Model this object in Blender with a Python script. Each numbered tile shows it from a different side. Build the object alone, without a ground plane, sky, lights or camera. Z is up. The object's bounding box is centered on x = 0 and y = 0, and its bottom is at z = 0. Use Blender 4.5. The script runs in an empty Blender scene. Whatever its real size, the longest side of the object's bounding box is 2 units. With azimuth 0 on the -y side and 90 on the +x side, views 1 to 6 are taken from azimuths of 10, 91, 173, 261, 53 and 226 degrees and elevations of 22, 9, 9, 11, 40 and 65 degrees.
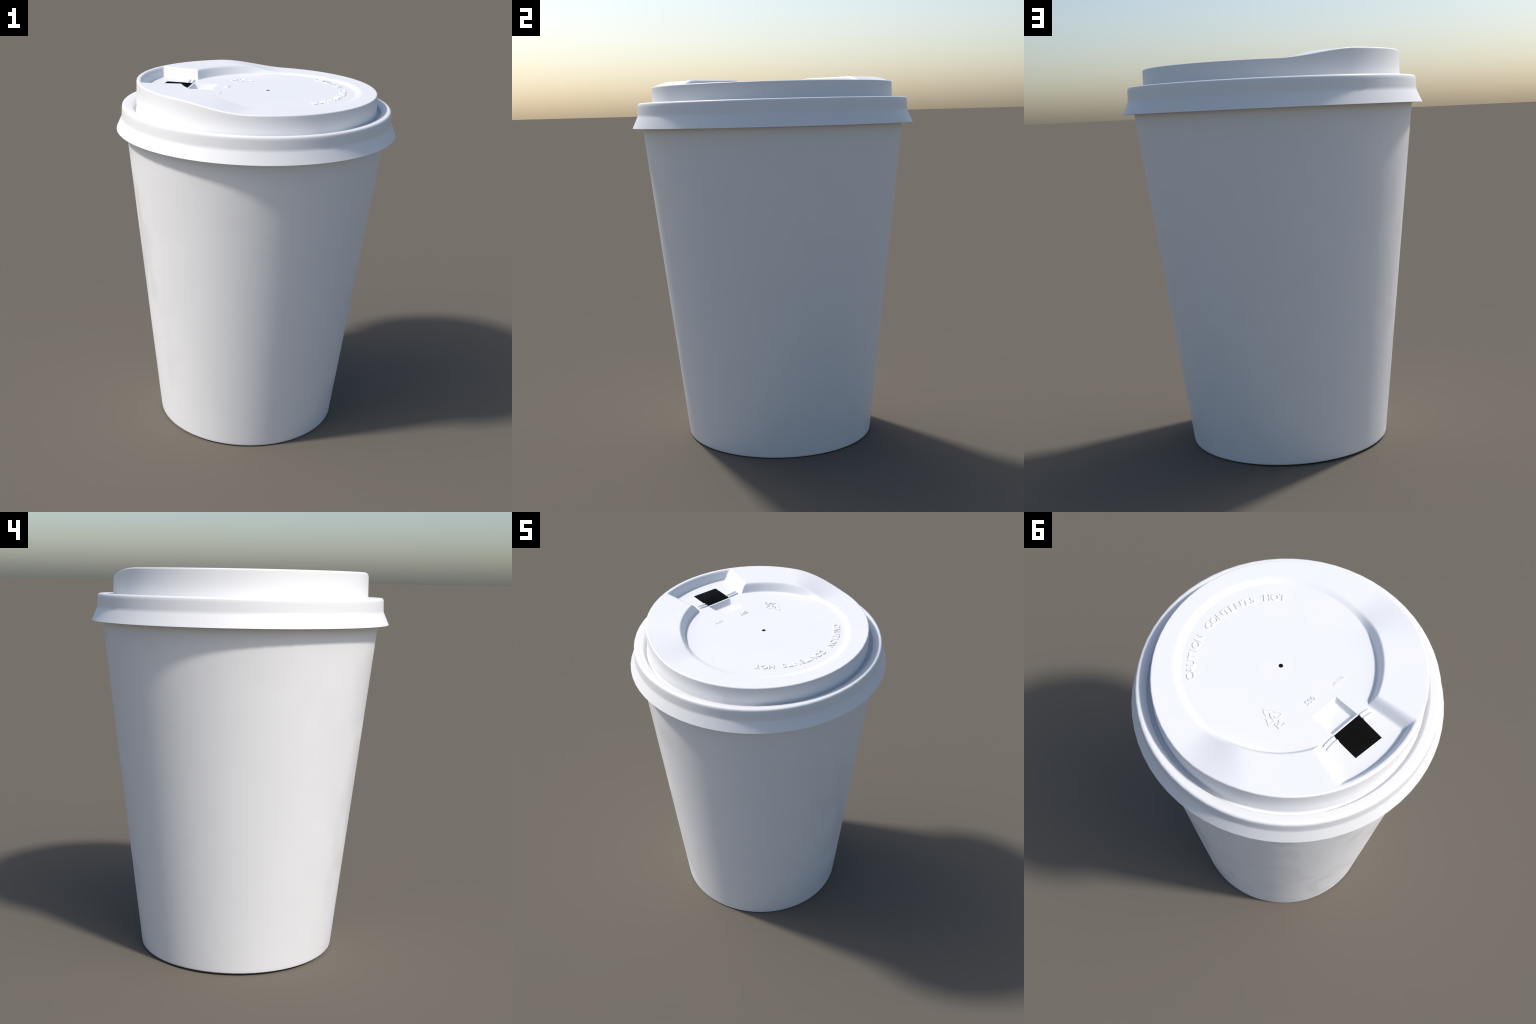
import bpy, bmesh, math
import numpy as np
from mathutils import Vector, Matrix

# ------------------------------------------------------------------ constants
SEGMENTS = 64                 # the moulded lid and the rolled cup are 64-sided
FINE = 16                     # sub-columns per side on the lid (keeps relief crisp)
LID_TURN = math.radians(1.1)  # the whole lid is turned a little about z
FLOOR = 1.948                 # dish floor height
DISH_TOP = (0.074, 0.493)     # centre x, radius of the dish's upper edge
DISH_LOW = (0.0710, 0.4645)    # and of its floor
HOLE = ((-0.5300, -0.0856), (-0.3748, -0.0910), (-0.3748, 0.0737), (-0.5233, 0.0770))
SOCKET = ((-0.3672, -0.0880), (-0.2360, -0.0790), (-0.2360, 0.0780), (-0.3665, 0.0710))
VENT = (0.0605, -0.0025, 0.0108)


# ------------------------------------------------------------------ materials
def plastic(name, colour, rough, grain, spec=0.5):
    m = bpy.data.materials.new(name)
    m.use_nodes = True
    nt = m.node_tree
    b = nt.nodes["Principled BSDF"]
    tc = nt.nodes.new("ShaderNodeTexCoord")
    n = nt.nodes.new("ShaderNodeTexNoise")
    n.inputs["Scale"].default_value = 5.0
    n.inputs["Detail"].default_value = 4.0
    nt.links.new(tc.outputs["Object"], n.inputs["Vector"])
    r = nt.nodes.new("ShaderNodeValToRGB")
    r.color_ramp.elements[0].position = 0.3
    r.color_ramp.elements[1].position = 0.7
    r.color_ramp.elements[0].color = (*[c * (1 - grain) for c in colour], 1)
    r.color_ramp.elements[1].color = (*[min(1, c * (1 + grain)) for c in colour], 1)
    nt.links.new(n.outputs["Fac"], r.inputs["Fac"])
    nt.links.new(r.outputs["Color"], b.inputs["Base Color"])
    mr = nt.nodes.new("ShaderNodeMapRange")
    mr.inputs["To Min"].default_value = rough - 0.04
    mr.inputs["To Max"].default_value = rough + 0.04
    nt.links.new(n.outputs["Fac"], mr.inputs["Value"])
    nt.links.new(mr.outputs["Result"], b.inputs["Roughness"])
    b.inputs["Specular IOR Level"].default_value = spec
    return m


LID_MAT = plastic("white_lid_plastic", (0.795, 0.795, 0.80), 0.45, 0.006)
CUP_MAT = plastic("white_cup_paper", (0.807, 0.804, 0.806), 0.5, 0.008)
INSIDE_MAT = plastic("white_interior", (0.80, 0.80, 0.80), 0.6, 0.05)


def patchy_sheen(mat, low, high):
    """Faint sheen patches drawn into the roughness by noise: they only show at grazing angles."""
    nt = mat.node_tree
    b = nt.nodes["Principled BSDF"]
    tc = nt.nodes.new("ShaderNodeTexCoord")
    mp = nt.nodes.new("ShaderNodeMapping")
    mp.inputs["Scale"].default_value = (2.6, 2.6, 1.5)
    mp.inputs["Rotation"].default_value = (0.5, 0.3, 0.0)
    nz = nt.nodes.new("ShaderNodeTexNoise")
    nz.inputs["Scale"].default_value = 1.6
    nz.inputs["Detail"].default_value = 1.0
    nz.inputs["Distortion"].default_value = 1.4
    rp = nt.nodes.new("ShaderNodeValToRGB")
    rp.color_ramp.elements[0].position = 0.44
    rp.color_ramp.elements[1].position = 0.50
    mr = nt.nodes.new("ShaderNodeMapRange")
    mr.inputs["To Min"].default_value = low
    mr.inputs["To Max"].default_value = high
    nt.links.new(tc.outputs["Object"], mp.inputs["Vector"])
    nt.links.new(mp.outputs["Vector"], nz.inputs["Vector"])
    nt.links.new(nz.outputs["Fac"], rp.inputs["Fac"])
    nt.links.new(rp.outputs["Color"], mr.inputs["Value"])
    nt.links.new(mr.outputs["Result"], b.inputs["Roughness"])


patchy_sheen(CUP_MAT, 0.36, 0.54)


# ------------------------------------------------------------------ helpers
def new_object(name, verts, faces, mat, parent=None, smooth=True):
    me = bpy.data.meshes.new(name)
    me.from_pydata([tuple(map(float, v)) for v in verts], [], faces)
    me.materials.append(mat)
    me.update()
    if smooth:
        me.polygons.foreach_set("use_smooth", [True] * len(me.polygons))
    ob = bpy.data.objects.new(name, me)
    bpy.context.scene.collection.objects.link(ob)
    ob.parent = parent
    return ob


def ring_faces(rows, cols, first=0):
    """Quads joining consecutive closed rings, outward when rows run downward."""
    out = []
    for i in range(rows - 1):
        a, b = first + i * cols, first + (i + 1) * cols
        for j in range(cols):
            k = (j + 1) % cols
            out.append((a + j, b + j, b + k, a + k))
    return out


def turn(v, angle=LID_TURN):
    c, s = math.cos(angle), math.sin(angle)
    v = np.asarray(v, float)
    return np.stack([c * v[..., 0] - s * v[..., 1], s * v[..., 0] + c * v[..., 1], v[..., 2]], -1)


def smooth_step(t):
    t = np.clip(t, 0, 1)
    return t * t * (3 - 2 * t)


def soft_ramp(t, k0, k1):
    """0 below t=0, 1 above t=1, straight in between, rounded over +-k at either end."""
    def knee(u, k):
        return np.where(u < -k, 0, np.where(u > k, u, (u + k) ** 2 / (4 * k)))
    return knee(t, k0) - knee(t - 1, k1)


# ------------------------------------------------------------------ lid relief
def lid_top(x, y):
    """Height of the raised ring: low at the back, an S-ramp fanning round the dish
    up to the drinking side."""
    turn_angle = np.degrees(np.arctan2(np.abs(y), x - DISH_TOP[0]))
    inward = np.clip((0.66 - np.hypot(x - DISH_TOP[0], y)) / 0.167, 0, 1)   # steeper beside the dish
    ramp = smooth_step((turn_angle - 91.5) / (34.0 - 5.5 * inward))
    return 1.957 + 0.041 * ramp + 0.002 * np.clip((-0.33 - x) / 0.32, 0, 1)


def lid_height(x, y):
    r = np.hypot(x, y)
    top = lid_top(x, y)
    inside = DISH_TOP[1] - np.hypot(x - DISH_TOP[0], y)
    outside = np.hypot(x - DISH_LOW[0], y) - DISH_LOW[1]
    t_dish = inside / np.maximum(inside + outside, 0.008)
    run = np.clip(-x - 0.37, -0.1, 0.3)
    low, high = 0.162 + 0.14 * run, 0.196 + 0.18 * run
    t_side = (high - np.abs(y)) / (high - low)
    t_outer = (0.629 - r) / (0.629 - 0.607)
    t_front = (-0.25 - x) / 0.05
    blend = np.clip(0.5 + 0.5 * (t_outer - t_side) / 0.35, 0, 1)   # rounded inner corners
    t_wall = t_outer + (t_side - t_outer) * blend - 0.35 * blend * (1 - blend)
    t_mouth = np.minimum(t_wall, t_front)
    sunk = np.maximum(soft_ramp(t_dish, 0.28, 0.1), soft_ramp(t_mouth, 0.42, 0.2))
    return top + (FLOOR - top) * sunk


def side_factor(theta, r):
    """Pulls the outer rings onto the flat sides of the polygon."""
    step = 2 * math.pi / SEGMENTS
    f = math.cos(step / 2) / np.cos(np.mod(theta, step) - step / 2)
    w = smooth_step((r - 0.5) / 0.12)
    return 1 + (f - 1) * w


def cut_convex(bm, outline):
    """Opens a convex hole (counter-clockwise outline) in the lid sheet."""
    cx = sum(p[0] for p in outline) / len(outline)
    cy = sum(p[1] for p in outline) / len(outline)
    reach = max(math.hypot(p[0] - cx, p[1] - cy) for p in outline) + 0.012
    near = [f for f in bm.faces if math.hypot(f.calc_center_median().x - cx, f.calc_center_median().y - cy) < reach]
    n = len(outline)
    planes = []
    for i in range(n):
        a, b = Vector((*outline[i], 0)), Vector((*outline[(i + 1) % n], 0))
        t = (b - a).normalized()
        planes.append((a, Vector((t.y, -t.x, 0))))
    for co, no in planes:
        geom = list({e for f in near for e in f.edges}) + list({v for f in near for v in f.verts}) + near
        res = bmesh.ops.bisect_plane(bm, geom=geom, dist=1e-6, plane_co=co, plane_no=no)
        near = list({f for f in res["geom"] if isinstance(f, bmesh.types.BMFace)} | {f for f in near if f.is_valid})
    kill = [f for f in near if all((f.calc_center_median() - co).dot(no) < 1e-7 for co, no in
                                   [(Vector((c.x, c.y, f.calc_center_median().z)), m) for c, m in planes])]
    bmesh.ops.delete(bm, geom=kill, context="FACES")


def build_lid(parent):
    cols = SEGMENTS * FINE
    theta = np.arange(cols) * 2 * math.pi / cols
    rows = []
    # brim, rim bead and groove, then the upright wall (outside to inside)
    for r, z in [(0.7665, 1.738), (0.7410, 1.7945), (0.7378, 1.8025), (0.7372, 1.812), (0.7358, 1.850),
                 (0.7350, 1.8610), (0.7325, 1.8675), (0.7270, 1.8713), (0.7200, 1.8722), (0.7135, 1.8708),
                 (0.6840, 1.8620), (0.6805, 1.8590), (0.6795, 1.853), (0.6785, 1.838), (0.674, 1.8330), (0.664, 1.8330), (0.6585, 1.8350), (0.6563, 1.8420)]:
        rows.append((np.full(cols, r), np.full(cols, z)))
    edge = 0.0075
    for r, drop in [(0.6546, 0.022), (0.6543, 0.0115), (0.6542, edge)]:
        rows.append((np.full(cols, r), lid_top(r * np.cos(theta), r * np.sin(theta)) - drop))
    for a in np.linspace(15, 90, 6):
        a = math.radians(a)
        r = 0.6542 - edge * (1 - math.cos(a))
        rows.append((np.full(cols, r), lid_top(r * np.cos(theta), r * np.sin(theta)) - edge * (1 - math.sin(a))))
    for r in np.linspace(0.6425, 0.003, 236):
        x, y = r * np.cos(theta), r * np.sin(theta)
        rows.append((np.full(cols, r), lid_height(x, y)))
    circ = np.concatenate([np.stack([r * np.cos(theta), r * np.sin(theta), z], -1) for r, z in rows])
    real = np.concatenate([np.stack([r * np.cos(theta) * side_factor(theta, r), r * np.sin(theta) * side_factor(theta, r), z], -1) for r, z in rows])
    n = len(rows)
    faces = [(a, d, c, b) for a, b, c, d in ring_faces(n, cols)]
    centre = n * cols
    faces += [((n - 1) * cols + j, (n - 1) * cols + (j + 1) % cols, centre) for j in range(cols)]
    circ = np.vstack([circ, [[0, 0, FLOOR]]])
    real = np.vstack([real, [[0, 0, FLOOR]]])
    # outline openings are cut on the flat-sided sheet, normals come from the round one
    me = bpy.data.meshes.new("round_lid")
    me.from_pydata([tuple(map(float, v)) for v in circ], [], faces)
    me.update()
    normals = np.array([v.vector[:] for v in me.vertex_normals])
    bpy.data.meshes.remove(me)
    ob = new_object("lid", real, faces, LID_MAT, parent)
    bm = bmesh.new()
    bm.from_mesh(ob.data)
    bm.verts.ensure_lookup_table()
    lay = [bm.verts.layers.float.new(k) for k in ("nx", "ny", "nz")]
    for v, nn in zip(bm.verts, normals):
        for k in range(3):
            v[lay[k]] = float(nn[k])
    for outline in (HOLE, SOCKET):
        cut_convex(bm, outline)
    cut_convex(bm, [(VENT[0] + VENT[2] * math.cos(i * math.pi / 12), VENT[1] + VENT[2] * math.sin(i * math.pi / 12)) for i in range(24)])
    norm = [Vector((v[lay[0]], v[lay[1]], v[lay[2]])) for v in bm.verts]
    norm = [Vector((0, 0, 1)) if q.length < 0.2 else q.normalized() for q in norm]
    for k in ("nx", "ny", "nz"):
        bm.verts.layers.float.remove(bm.verts.layers.float[k])
    bm.to_mesh(ob.data)
    bm.free()
    ob.data.polygons.foreach_set("use_smooth", [True] * len(ob.data.polygons))
    ob.data.normals_split_custom_set_from_vertices(norm)
    ob.rotation_euler[2] = LID_TURN
    return ob


def build_brim_underside(lid):
    cols = SEGMENTS
    theta = np.arange(cols) * 2 * math.pi / cols
    prof = [(0.732, 1.862), (0.7335, 1.800), (0.763, 1.7378), (0.7664, 1.7378)]
    v = np.concatenate([np.stack([r * np.cos(theta), r * np.sin(theta), np.full(cols, z)], -1) for r, z in prof])
    return new_object("brim_underside", v, [f for f in ring_faces(len(prof), cols)][::1], LID_MAT, lid)


def build_interior(parent):
    """Inside of lid and cup, seen through the drinking opening and the vent."""
    cols = SEGMENTS
    theta = np.arange(cols) * 2 * math.pi / cols
    prof = [(0.642, 1.930), (0.645, 1.815), (0.672, 1.812), (0.694, 1.805), (0.506, 0.065)]
    v = np.concatenate([np.stack([r * np.cos(theta) - 0.0168 * (1.83 - min(z, 1.83)) / 1.83, r * np.sin(theta), np.full(cols, z)], -1) for r, z in prof])
    faces = ring_faces(len(prof), cols)
    n = len(v)
    v = np.vstack([v, [[-0.0162, 0, 0.065]]])
    faces += [((len(prof) - 1) * cols + (j + 1) % cols, (len(prof) - 1) * cols + j, n) for j in range(cols)]
    return new_object("cup_interior", v, faces, INSIDE_MAT, parent)


def build_socket(lid):
    """Flat-bottomed pocket that takes the folded-back drinking tab."""
    top = [(x, y, FLOOR) for x, y in SOCKET]
    low = [(-0.3436, -0.0705, FLOOR - 0.031), (-0.2410, -0.0665, FLOOR - 0.030),
           (-0.2410, 0.0680, FLOOR - 0.030), (-0.3436, 0.0620, FLOOR - 0.031)]
    f = [(4, 5, 6, 7)] + [(i, (i + 1) % 4, 4 + (i + 1) % 4, 4 + i) for i in range(4)]
    ob = new_object("tab_socket", top + low, f, LID_MAT, lid, smooth=False)
    bm = bmesh.new()
    bm.from_mesh(ob.data)
    inner = [e for e in bm.edges if min(v.co.z for v in e.verts) < FLOOR - 0.01]
    bmesh.ops.bevel(bm, geom=inner, offset=0.004, segments=3, affect="EDGES", profile=0.5)
    bm.to_mesh(ob.data)
    bm.free()
    return ob


def build_ridges(lid):
    """Two short hinge beads on either side of the opening."""
    sec = [(math.cos(a), math.sin(a)) for a in np.linspace(0, math.pi, 9)]
    half, tall = 0.0078, 0.0098
    for side, yin, yout in ((-1, -0.0898, -0.147), (1, 0.0742, 0.150)):
        for k, x in enumerate((-0.3815, -0.4045)):
            verts, n = [], 14
            for i in range(n + 1):
                u = i / n
                y = yin + (yout - yin) * u
                end = math.sqrt(max(0.0, 1 - max(0, (u - 0.85) / 0.15) ** 2))
                bow = -0.006 * u * u
                for c, s in sec:
                    verts.append((x + bow + half * c * (0.3 + 0.7 * end), y, FLOOR - 0.0015 + tall * s * end))
            m = len(sec)
            faces = []
            for i in range(n):
                for j in range(m - 1):
                    q = (i * m + j, i * m + j + 1, (i + 1) * m + j + 1, (i + 1) * m + j)
                    faces.append(q if side < 0 else q[::-1])
            cap = tuple(range(m))
            faces.append(cap[::-1] if side < 0 else cap)
            new_object("hinge_ridge", verts, faces, LID_MAT, lid)


# ------------------------------------------------------------------ raised writing
RELIEF = 0.0042


def glyphs(text, height, bevel=0.0021, offset=-0.0012):
    """Raised characters: built-in font, bevelled flanks; unit = metres, origin at glyph centre."""
    cu = bpy.data.curves.new("writing", "FONT")
    cu.body = text
    cu.size = 1.0
    cu.extrude = 0.0
    cu.resolution_u = 4
    tmp = bpy.data.objects.new("writing", cu)
    bpy.context.scene.collection.objects.link(tmp)
    bpy.context.view_layer.update()
    me = bpy.data.meshes.new_from_object(tmp.evaluated_get(bpy.context.evaluated_depsgraph_get()))
    v = np.array([q.co[:] for q in me.vertices])
    bpy.data.meshes.remove(me)
    h = v[:, 1].max() - v[:, 1].min()
    s = height / h
    cu.size = s
    cu.extrude = RELIEF * 0.5
    cu.bevel_depth = bevel
    cu.bevel_resolution = 1
    cu.offset = offset
    bpy.context.view_layer.update()
    me = bpy.data.meshes.new_from_object(tmp.evaluated_get(bpy.context.evaluated_depsgraph_get()))
    v = np.array([q.co[:] for q in me.vertices])
    f = [tuple(p.vertices) for p in me.polygons]
    bpy.data.meshes.remove(me)
    bpy.data.objects.remove(tmp)
    v -= [(v[:, 0].max() + v[:, 0].min()) / 2, (v[:, 1].max() + v[:, 1].min()) / 2, v[:, 2].max() - RELIEF]
    return v, f


def place(v, centre, up):
    """Puts glyph vertices on the dish floor with their tops pointing along `up` (radians)."""
    a = up - math.pi / 2
    c, s = math.cos(a), math.sin(a)
    out = np.empty_like(v)
    out[:, 0] = centre[0] + c * v[:, 0] - s * v[:, 1]
    out[:, 1] = centre[1] + s * v[:, 0] + c * v[:, 1]
    out[:, 2] = FLOOR + v[:, 2]
    return out


def join(parts):
    verts, faces, base = [], [], 0
    for v, f in parts:
        verts += list(v)
        faces += [tuple(base + i for i in q) for q in f]
        base += len(v)
    return verts, faces


def build_writing(lid):
    centre, radius = (0.055, 0.0245), 0.4105
    spots = {"CAUTION": (53.4, 48.3, 42.9, 37.4, 33.2, 28.6, 23.0),
             "CONTENTS": (11.2, 5.7, 0.0, -5.2, -9.8, -14.9, -20.3, -25.3),
             "HOT": (-35.3, -40.9, -46.2)}
    for word, angles in spots.items():
        parts = []
        for ch, deg in zip(word, angles):
            a = math.radians(deg)
            v, f = glyphs(ch, 0.036)
            parts.append((place(v, (centre[0] + radius * math.cos(a), centre[1] + radius * math.sin(a)), a), f))
        new_object("raised_word", *join(parts), LID_MAT, lid, smooth=False)
    up = 0.0  # the small marks read with +x upward
    v, f = glyphs("S90", 0.026)
    new_object("size_mark", place(v, (-0.1715, 0.024), up), f, LID_MAT, lid, smooth=False)
    v, f = glyphs("AEST'50", 0.014, 0.0006, 0.0)
    new_object("mould_mark", place(v * [1, 1, 0.45], (-0.181, -0.147), up), f, LID_MAT, lid, smooth=False)
    v, f = glyphs("PS", 0.034)
    new_object("material_mark", place(v, (-0.1655, 0.212), up), f, LID_MAT, lid, smooth=False)
    v, f = glyphs("6", 0.036)
    new_object("recycling_number", place(v, (-0.112, 0.211), up), f, LID_MAT, lid, smooth=False)
    # recycling triangle: three bent strokes with gaps
    tip = [Vector((-0.053, 0.2160)), Vector((-0.1395, 0.258)), Vector((-0.1350, 0.166))]
    mid = sum(tip, Vector((0, 0))) / 3
    parts = []
    for i in range(3):
        a, b, c = tip[i - 1], tip[i], tip[(i + 1) % 3]
        path = [b.lerp(a, 0.42), b.lerp(a, 0.14), b.lerp(mid, 0.07), b.lerp(c, 0.14), b.lerp(c, 0.40)]
        parts.append(stroke(path, 0.0032))
        p, t = path[-1], (c - b).normalized()
        q = Vector((-t.y, t.x))
        parts.append(stroke([p + q * 0.005 - t * 0.003, p + q * 0.001 + t * 0.004], 0.0024))
    new_object("recycling_triangle", *join(parts), LID_MAT, lid, smooth=False)


def stroke(path, half):
    sec = [(-1.0, 0.0), (-0.55, 1.0), (0.55, 1.0), (1.0, 0.0)]
    verts, n = [], len(path)
    for i, p in enumerate(path):
        t = (path[min(i + 1, n - 1)] - path[max(i - 1, 0)]).normalized()
        q = Vector((-t.y, t.x))
        for s, h in sec:
            w = p + q * (s * half)
            verts.append((w.x, w.y, FLOOR - 0.0005 + h * (RELIEF * 0.8)))
    faces = [(0, 1, 2, 3), tuple((n - 1) * 4 + k for k in (3, 2, 1, 0))]
    for i in range(n - 1):
        for k in range(3):
            faces.append((i * 4 + k, i * 4 + 4 + k, i * 4 + 5 + k, i * 4 + k + 1))
    return np.array(verts), faces


# ------------------------------------------------------------------ cup
def build_cup(parent):
    cols = SEGMENTS
    theta = (np.arange(cols) + 0.3) * 2 * math.pi / cols
    base, slope = 0.5186, 0.1112
    bevel = [(-0.0045, 0.0), (-0.0018, 0.0012), (-0.0004, 0.0032), (0.0, 0.006)]
    prof = [(base - 0.025, 0.05), (base - 0.022, 0.004)] + [(base + slope * z + d, z) for d, z in bevel]
    prof += [(base + slope * z, z) for z in np.linspace(0.02, 1.852, 24)]
    prof += [(base + slope * 1.852 - 0.004, 1.856), (base + slope * 1.852 - 0.010, 1.850), (base + slope * 0.3 - 0.010, 0.3)]
    rows = [np.stack([r * np.cos(theta), r * np.sin(theta), np.full(cols, z)], -1) for r, z in prof]
    v = np.concatenate(rows)
    faces = [(a, d, c, b) for a, b, c, d in ring_faces(len(prof), cols)]
    n = len(v)
    v = np.vstack([v, [[0, 0, 0.05]]])
    faces += [((j + 1) % cols, j, n) for j in range(cols)]
    # the cup leans very slightly under its lid
    lean = 0.0083
    v[:, 0] += -0.0177 + lean * v[:, 2]
    v[:, 2] -= lean * (v[:, 0] + 0.0177)
    v[:, 2] -= v[:, 2].min()
    ob = new_object("cup_body", v, faces, CUP_MAT, parent)
    return ob


# ------------------------------------------------------------------ assembly
thing = bpy.data.objects.new("takeaway_cup", None)
bpy.context.scene.collection.objects.link(thing)
thing["label"] = "plain white paper takeaway coffee cup with plastic sip lid"
thing["category"] = "coffee cup"
build_cup(thing)
lid = build_lid(thing)
build_brim_underside(lid)
build_interior(thing)
build_socket(lid)
build_ridges(lid)
build_writing(lid)
